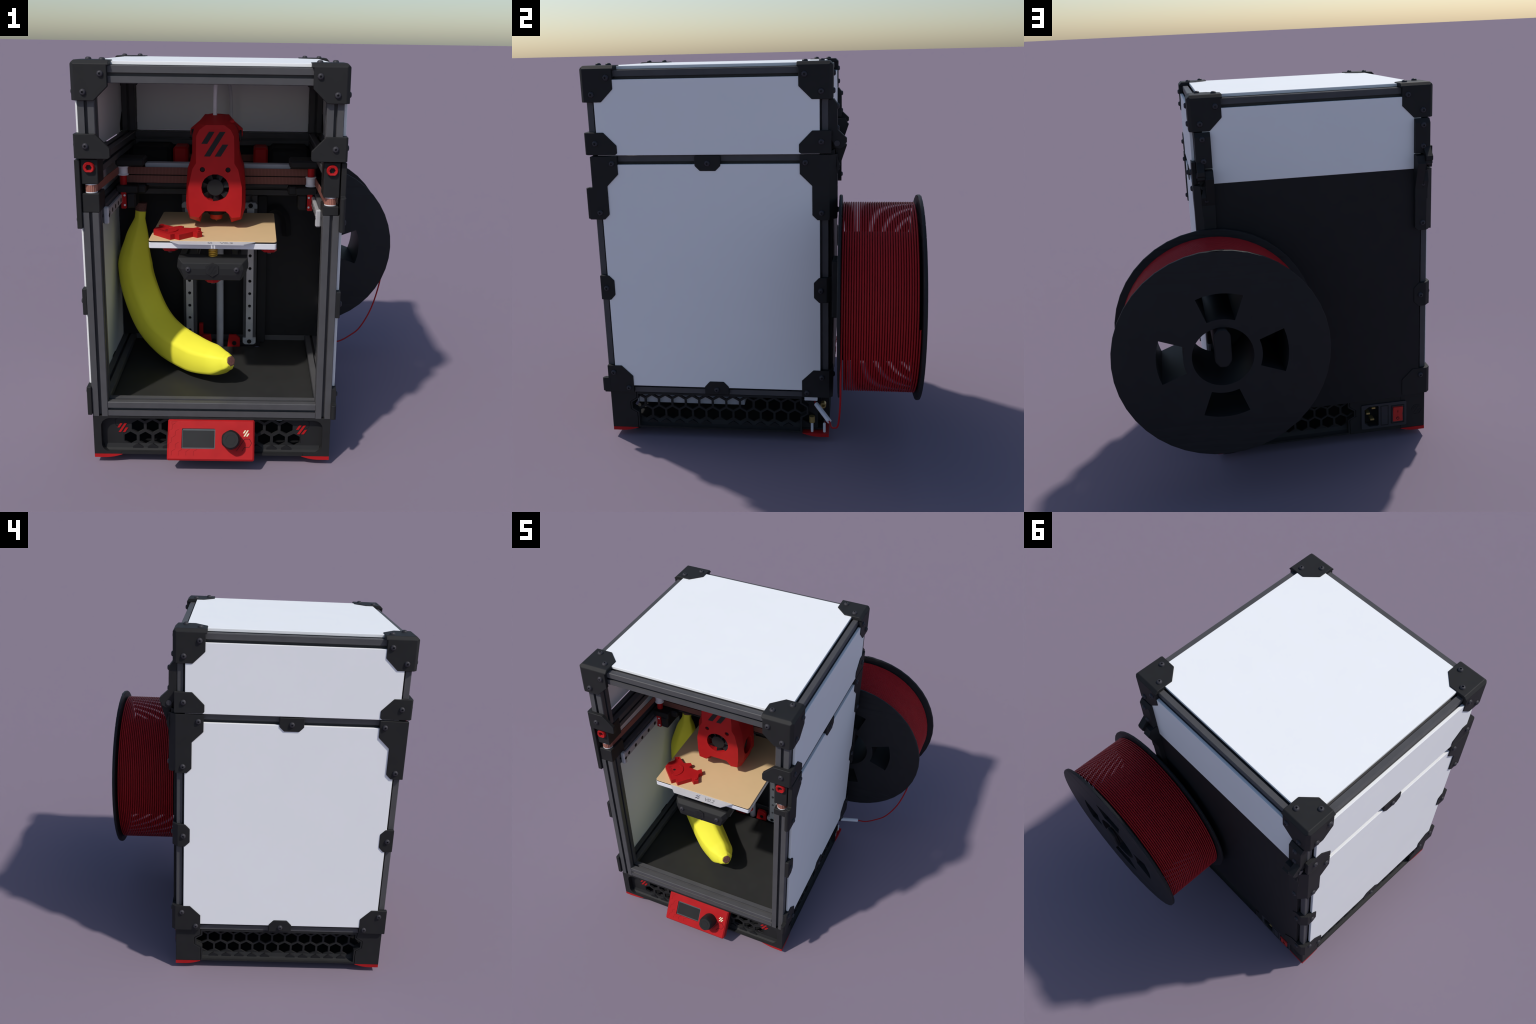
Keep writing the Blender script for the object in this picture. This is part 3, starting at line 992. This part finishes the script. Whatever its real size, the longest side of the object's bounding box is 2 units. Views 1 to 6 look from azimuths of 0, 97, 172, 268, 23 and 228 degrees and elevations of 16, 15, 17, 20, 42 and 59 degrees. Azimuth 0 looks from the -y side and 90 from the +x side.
# part fan: hub, blades, dark back
fan = sub(cyl('fan_hub', (CX, YF + .040, 1.3605), (CX, YF + .006, 1.3605), .0430, BLACK, None, 28, .003), head)
for k in range(7):
    t0 = 2 * PI * k / 7 + .3
    rings = []
    for r in (.040, .071):
        ring = []
        for da, dy in ((-.27, .008), (.24, .026), (.27, .030), (-.24, .012)):
            a_ = t0 + da * (1.0 if r < .05 else .95)
            ring.append((CX + r * math.cos(a_), YF + dy, 1.3605 + r * math.sin(a_)))
        rings.append(ring)
    sub(obj_from_bm('fan_blade', loft_bm(rings), BLACK), head)
sub(cyl('fan_backing', (CX, YF + .059, 1.3605), (CX, YF + .052, 1.3605), .0700, DARK, None, 28), head)
for s in (-1, 1):
    bl = sub(cyl('blower_fan', (CX + s * .101, -.300, 1.318), (CX + s * .112, -.300, 1.318), .055, DARK, None, 28), head)
    sub(cyl('blower_hub', (CX + s * .112, -.300, 1.318), (CX + s * .134, -.300, 1.318), .024, BLACK2, None, 24), head)
    for k in range(14):
        t0 = 2 * PI * k / 14
        pa = (CX + s * .12, -.300 + .034 * math.cos(t0), 1.318 + .034 * math.sin(t0))
        pb = (CX + s * .12, -.300 + .052 * math.cos(t0 + .25), 1.318 + .052 * math.sin(t0 + .25))
        sub(tube('blower_blade', [pa, pb], .004, BLACK2, None, 5), head)
YN = -.300
sub(obj_from_bm('heat_break', revolve_bm([(.048, 1.245), (.050, 1.225), (.042, 1.2055)], (CX, YN, 0), (0, 0, 1), 28), DARK), head)
sub(obj_from_bm('silicone_sock', revolve_bm([(.0325, 1.2055), (.0325, 1.183), (.026, 1.1775)], (CX, YN, 0), (0, 0, 1), 28), SOCK), head)
sub(obj_from_bm('nozzle', revolve_bm([(.011, 1.1775), (.009, 1.174), (.002, 1.1655)], (CX, YN, 0), (0, 0, 1), 20), BRASS), head)
# feed tube loops up and over to the rear wall
tb = catmull([(CX - .008, -.262, 1.66), (CX - .008, -.262, 1.75), (CX - .006, -.255, 1.85), (CX + .000, -.18, 1.918), (CX + .01, .0, 1.936),
              (CX + .03, .18, 1.90), (CX + .05, .31, 1.80), (CX + .055, .335, 1.66), (CX + .055, .335, 1.56)], 10)
add(tube('feed_tube', tb, .0105, PTFE, None, 14))

# ------------------------------------------------------------------ Z axis and bed
for x in ZX:
    holes = [circle((x, .410 + k * .0776), .0095, 16) for k in range(11)]
    rl = add(plate('z_rail', [(x - .0205, .36), (x + .0205, .36), (x + .0205, 1.165), (x - .0205, 1.165)], holes, 'y', .046, .0650, STEEL, None))
    sub(box('rail_back', (x - .0185, .058, .362), (x + .0185, .0653, 1.163), INK, None, 0), rl)
    for z0, z1, s in ((1.158, 1.192, 1), (.322, .362, -1)):
        pts = [(x - .039, z0), (x + .039, z0), (x + .039, z1), (x - .039, z1)]
        if s > 0:
            pts = [(x - .039, z0), (x + .039, z0), (x + .039, z1 - .012), (x + .026, z1), (x - .026, z1), (x - .039, z1 - .012)]
        else:
            pts = [(x - .026, z0), (x + .026, z0), (x + .039, z0 + .012), (x + .039, z1), (x - .039, z1), (x - .039, z0 + .012)]
        sub(prism('rail_stop', pts, 'y', .040, .0647, PSU, None, .002), rl)
        sub(cyl('stop_screw', (x, .0385, (z0 + z1) / 2), (x, .042, (z0 + z1) / 2), .0135, INK, None, 20), rl)
# lead screw with a fine thread
n = 560
rings = []
for i in range(n):
    z = .262 + .86 * i / (n - 1)
    rr = .0205 + (.0008 if i % 2 else -.0008)
    rings.append([(CX + rr * math.cos(2 * PI * k / 20), .100 + rr * math.sin(2 * PI * k / 20), z) for k in range(20)])
add(obj_from_bm('lead_screw', loft_bm(rings), material('lead_screw_steel', (.55, .56, .60), .35), smooth=70))
# red motor mount feet at the back
zm = add(box('z_motor', (CX - .09, .0, .085), (CX + .09, .18, .258), DARK, None, .008))
for s in (-1, 1):
    pts = [(CX + s * p[0], p[1]) for p in ((.045, .285), (.050, .33), (.055, .372), (.098, .372), (.122, .352), (.122, .285))]
    sub(prism('motor_bracket', pts, 'y', .060, .085, RED, None, .003), zm)
    sub(cyl('bracket_screw', (CX + s * .088, .0575, .322), (CX + s * .088, .0605, .322), .0135, INK, None, 20), zm)
sub(box('end_stop_bracket', (-.352, .110, .345), (-.326, .140, .425), RED, None, .003), zm)
chain = catmull([(.042, .130, 1.05), (.048, .130, 1.10), (.072, .130, 1.132), (.108, .130, 1.138), (.142, .130, 1.112), (.160, .130, 1.065), (.168, .130, .98)], 8)
add(obj_from_bm('cable_chain', sweep_bm(chain, .026, 4), BLACK2))
add(box('cable_chain', (-.004, .105, .312), (.050, .150, 1.22), BLACK2, None, .003))

bed = add(prism('heated_bed', rounded_rect(-.534, -.640, .087, -.013, .012, 4), 'z', 1.1045, 1.1335, SILVER, None, .0018))
sub(prism('magnet_sheet', rounded_rect(-.533, -.639, .086, -.014, .012, 4), 'z', 1.1336, 1.1400, INK, None, 0), bed)
sheet = sub(prism('build_sheet', rounded_rect(-.534, -.640, .087, -.013, .014, 5), 'z', 1.1402, 1.1450, TAN, None, .0008), bed)
bars = [[(-.236, .5), (-.008, .5), (-.309, 0.03), (-.545, 0.03)], [(.195, .5), (.431, .5), (-.195, -.5), (-.44, -.5)],
        [(.309, -.03), (.545, -.03), (.236, -.5), (-.008, -.5)]]
hb = [[(-.232 + p[0] * .030, -.667 + p[1] * .032) for p in b_] for b_ in bars]
sub(plate('sheet_tab', [(-.430, -.6405), (-.381, -.692), (-.071, -.692), (-.016, -.6405)], hb, 'z', 1.1390, 1.1425, TABM, None), bed)
cu = bpy.data.curves.new('lettering', 'FONT')
cu.body = 'V0.2'
cu.size = .036
cu.extrude = .0006
cu.align_x = 'CENTER'
to_ = bpy.data.objects.new('lettering', cu)
SC.objects.link(to_)
me = bpy.data.meshes.new_from_object(to_.evaluated_get(bpy.context.evaluated_depsgraph_get()))
bpy.data.objects.remove(to_)
me.transform(Matrix.Translation((-.155, -.681, 1.1428)))
sub(obj_from_me('lettering', me, material('grey_lettering', (.24, .24, .25), .5)), bed)  # raised grey letters on the tab, where the original's text is cut through

for x in (-.435, .052):
    k = sub(obj_from_bm('levelling_knob', revolve_bm([(.034, 1.084), (.036, 1.088), (.036, 1.100), (.020, 1.1045)], (x, -.585, 0), (0, 0, 1), 48, None,
            lambda i, t, r: r * (1 + .06 * math.cos(8 * t))), RED), bed)
    sub(cyl('knob_screw', (x, -.585, 1.070), (x, -.585, 1.085), .009, SCREWM, None, 16), bed)
# spring
sp = [(CX + .0185 * math.cos(t), -.606 + .0185 * math.sin(t), 1.056 + .046 * t / (2 * PI * 5)) for t in [2 * PI * 5 * i / 100 for i in range(101)]]
sub(tube('bed_spring', sp, .0045, GOLD, None, 8), bed)
sub(cyl('spring_seat', (CX, -.606, 1.094), (CX, -.606, 1.1044), .019, PTFE, None, 20), bed)


def ringy(y, wb, wm, wt, zb_, zm_, zt_):
    return [(CX - wb, y, zb_), (CX + wb, y, zb_), (CX + wm, y, zm_), (CX + wt, y, zt_), (CX - wt, y, zt_), (CX - wm, y, zm_)]


blk = loft_bm([ringy(-.580, .142, .174, .168, .955, 1.015, 1.062), ringy(-.650, .142, .174, .168, .955, 1.015, 1.062),
               ringy(-.676, .135, .152, .145, .957, 1.012, 1.042), ringy(-.682, .115, .138, .125, .985, 1.012, 1.016)])
fb = add(obj_from_bm('bed_front_beam', bevel(blk, .002, 25), BLACK, smooth=8))
for s in (-1, 1):
    screw((CX + s * .117, -.681, 1.012), (0, -1, 0), fb, .95)
sub(prism('beam_badge', hexagon((CX, 1.012), .036, 30), 'y', -.686, -.678, BLACK, None, .001), fb)
emblem('slanted_bars_emblem', (CX, 1.012), .040, BLACK2, lambda v: Vector((v.x, -.686 - v.z, v.y)), .0012, fb)
sub(obj_from_bm('levelling_knob', revolve_bm([(.030, .936), (.036, .940), (.036, .954), (.02, .9552)], (CX, -.625, 0), (0, 0, 1), 48, None,
    lambda i, t, r: r * (1 + .06 * math.cos(8 * t))), RED), fb)
sub(cyl('knob_screw', (CX, -.625, .924), (CX, -.625, .937), .009, SCREWM, None, 16), fb)
for s in (-1, 1):
    extrusion('y', -.600, .040, CX + s * .1775 * .72, 1.018)
    add(box('z_carriage', (CX + s * .1775 - .045, .0, .93), (CX + s * .1775 + .045, .043, 1.10), BLACK, None, .005))

# ------------------------------------------------------------------ spool holder
arm = [(.294, .805), (.315, .776), (.352, .776), (.374, .805), (.374, .935), (.352, .966), (.315, .966), (.294, .935)]
shd = add(prism('spool_holder', [(p[0] * .9 + .0334, .868 + (p[1] - .871) * .9 + .010) for p in arm], 'y', .482, .884, BLACK2, None, .004))
sub(prism('holder_lip', arm, 'y', .8845, .910, BLACK2, None, .006), shd)
sub(prism('holder_plate', [(.285, .715), (.388, .715), (.388, 1.020), (.285, 1.020)], 'y', Y1 + .016, .4815, BLACK, None, .006), shd)

# ------------------------------------------------------------------ spool
SX, SZ, SR = .3330, .8200, .5174
ROT = 0.0


def sector(r0, r1, a, half, n=7):
    p = [(SX + r1 * math.cos(a + half * (2 * i / n - 1)), SZ + r1 * math.sin(a + half * (2 * i / n - 1))) for i in range(n + 1)]
    p += [(SX + r0 * math.cos(a - half * (2 * i / n - 1)), SZ + r0 * math.sin(a - half * (2 * i / n - 1))) for i in range(n + 1)]
    return p


wins = [sector(.187, .313, PI / 2 * k, math.radians(20.7)) for k in range(4)]
hub = circle((SX, SZ), .147, 40)
SEG = 44
for ya, yb in ((.4825, .4975), (.8645, .8825)):
    bm = plate_me(circle((SX, SZ), SR, SEG), [hub] + wins, 'y', ya, yb)
    ed = [e for e in bm.edges if all((Vector((v.co.x - SX, v.co.z - SZ)).length > SR - .01) for v in e.verts)
          and abs(e.verts[0].co.y - e.verts[1].co.y) < 1e-5]
    bmesh.ops.bevel(bm, geom=ed, offset=.004, segments=2, affect='EDGES', profile=.5)
    ob = obj_from_bm('spool_flange', bm, SPOOLB, smooth=25)
    keep_world(ob, spool)
ob = plate('spool_core', circle((SX, SZ), .330, 40), [hub] + wins, 'y', .4976, .8644, SPOOLB, None)
keep_world(ob, spool)
# single wound layer, one helix, then the free end down to the feed tube
turns, rc, wr = 30, .4765, .00465
steps = 64
yw0, yw1 = .5035, .8560
helix = [(SX + rc * math.cos(-2 * PI * i / steps), yw0 + (yw1 - yw0) * i / (turns * steps), SZ + rc * math.sin(-2 * PI * i / steps) * 1.0)
         for i in range(turns * steps, -1, -1)]
helix = [(SX + rc * math.cos(2 * PI * i / steps), yw0 + (yw1 - yw0) * i / (turns * steps), SZ + rc * math.sin(2 * PI * i / steps))
         for i in range(turns * steps, -1, -1)]
free = catmull([helix[-1], (.806, .5015, .70), (.797, .500, .575), (.752, .497, .400), (.682, .486, .268), (.610, .466, .214), (.545, .450, .184), (.488, .437, .185),
                (.424, .4005, .2005), (.345, .355, .222)], 12)
ob = obj_from_bm('filament', sweep_bm(helix + free[1:], wr, 8), REDF, smooth=80)
keep_world(ob, spool)
ob = obj_from_bm('feed_sleeve', sweep_bm(catmull([(.488, .437, .185), (.424, .4005, .2005), (.360, .364, .216)], 6), .0125, 16), PTFE, smooth=60)
add(ob)

# ------------------------------------------------------------------ banana
spine = [(-.664, .020, 1.190), (-.668, .018, 1.143), (-.673, .016, 1.102), (-.691, .020, .984), (-.703, .005, .836), (-.671, -.044, .701), (-.592, -.113, .541),
         (-.478, -.212, .453), (-.336, -.348, .424), (-.222, -.446, .431), (-.160, -.500, .450), (-.136, -.520, .462)]
radii = [.034, .030, .030, .066, .098, .103, .106, .105, .099, .083, .050, .030]


def banana_part(name, i0, i1, mat, seg=40):
    P = catmull(spine, 8)
    a_, b_ = i0 * 8, min(i1 * 8, len(P) - 1)
    R = []
    for i in range(len(P)):
        k = min(i // 8, len(radii) - 2)
        t = (i - k * 8) / 8
        t = t * t * (3 - 2 * t) * .4 + t * .6
        R.append(radii[k] + (radii[k + 1] - radii[k]) * t)
    n = len(P)
    tang = [(P[min(i + 1, n - 1)] - P[max(i - 1, 0)]).normalized() for i in range(n)]
    bend = Vector((.55, -.2, .8))
    rings = []
    for i in range(n):
        u = (bend - tang[i] * bend.dot(tang[i])).normalized()
        v = tang[i].cross(u)
        ring = []
        for k in range(seg):
            t = 2 * PI * k / seg
            # five-sided soft ridges
            q = (t + PI / 5) % (2 * PI / 5) - PI / 5
            poly = math.cos(PI / 5) / math.cos(q + 0) if False else 1 / (math.cos(((t) % (2 * PI / 5)) - PI / 5) / math.cos(PI / 5))
            s = .40 + .60 * poly
            s /= (.40 + .60 * .9)
            ring.append(P[i] + (u * math.cos(t) + v * math.sin(t)) * R[i] * s)
        rings.append(ring)
    ob = obj_from_bm(name, loft_bm(rings[a_:b_ + 1]), mat, smooth=50)
    keep_world(ob, banana)
    return ob


banana_part('peel', 1, 11, YELLOW)
banana_part('stem', 0, 1, STEM)
e = Vector(spine[-1])
d = (e - Vector(spine[-2])).normalized()
ob = obj_from_bm('blossom_end', revolve_bm([(.0285, -.004), (.0285, .004), (.022, .007)], e, d, 6), STEM)
keep_world(ob, banana)

# ------------------------------------------------------------------ printed part on the bed
PC = (-.456, -.542)
out = [(-.522, -.538), (-.520, -.497), (-.495, -.463), (-.509, -.442), (-.484, -.424), (-.446, -.456), (-.430, -.466), (-.394, -.447), (-.378, -.460),
       (-.386, -.486), (-.353, -.489), (-.327, -.491), (-.307, -.470), (-.289, -.496), (-.303, -.515), (-.297, -.535), (-.279, -.567), (-.301, -.588),
       (-.324, -.568), (-.385, -.635), (-.409, -.614), (-.428, -.634)]
hole = circle(PC, .0085, 14)
bm = plate_me(out, [hole], 'z', 1.1452, 1.1720)
part = obj_from_bm('printed_part', bm, RED, smooth=25)
part['label'] = 'flat red printed machine part with notched outline'
part['category'] = 'printed part'
arc = [(PC[0] + r * math.cos(t), PC[1] + r * math.sin(t)) for r, ts in ((.056, range(0, 13)), (.043, range(12, -1, -1)))
       for t in [math.radians(-75 + 13 * k) for k in ts]]
ob = prism('raised_rim', arc, 'z', 1.1715, 1.1765, RED, None, .001)
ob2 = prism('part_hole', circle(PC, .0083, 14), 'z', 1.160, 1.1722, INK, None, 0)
for q in (ob, ob2):
    q.parent = part
cu = bpy.data.curves.new('lettering', 'FONT')
cu.body = '6mm'
cu.size = .035
cu.extrude = .0006
to_ = bpy.data.objects.new('lettering', cu)
SC.objects.link(to_)
me = bpy.data.meshes.new_from_object(to_.evaluated_get(bpy.context.evaluated_depsgraph_get()))
bpy.data.objects.remove(to_)
me.transform(Matrix.Translation((-.505, -.532, 1.1722)) @ Matrix.Rotation(math.radians(-46), 4, 'Z'))
ob = obj_from_me('part_lettering', me, REDLINE)
ob.parent = part
for p0, sz in (((-.492, -.446), .012), ((-.298, -.563), .012)):
    ob = prism('raised_block', [(p0[0] - sz, p0[1]), (p0[0], p0[1] - sz), (p0[0] + sz, p0[1]), (p0[0], p0[1] + sz)], 'z', 1.171, 1.178, RED, None, .001)
    ob.parent = part
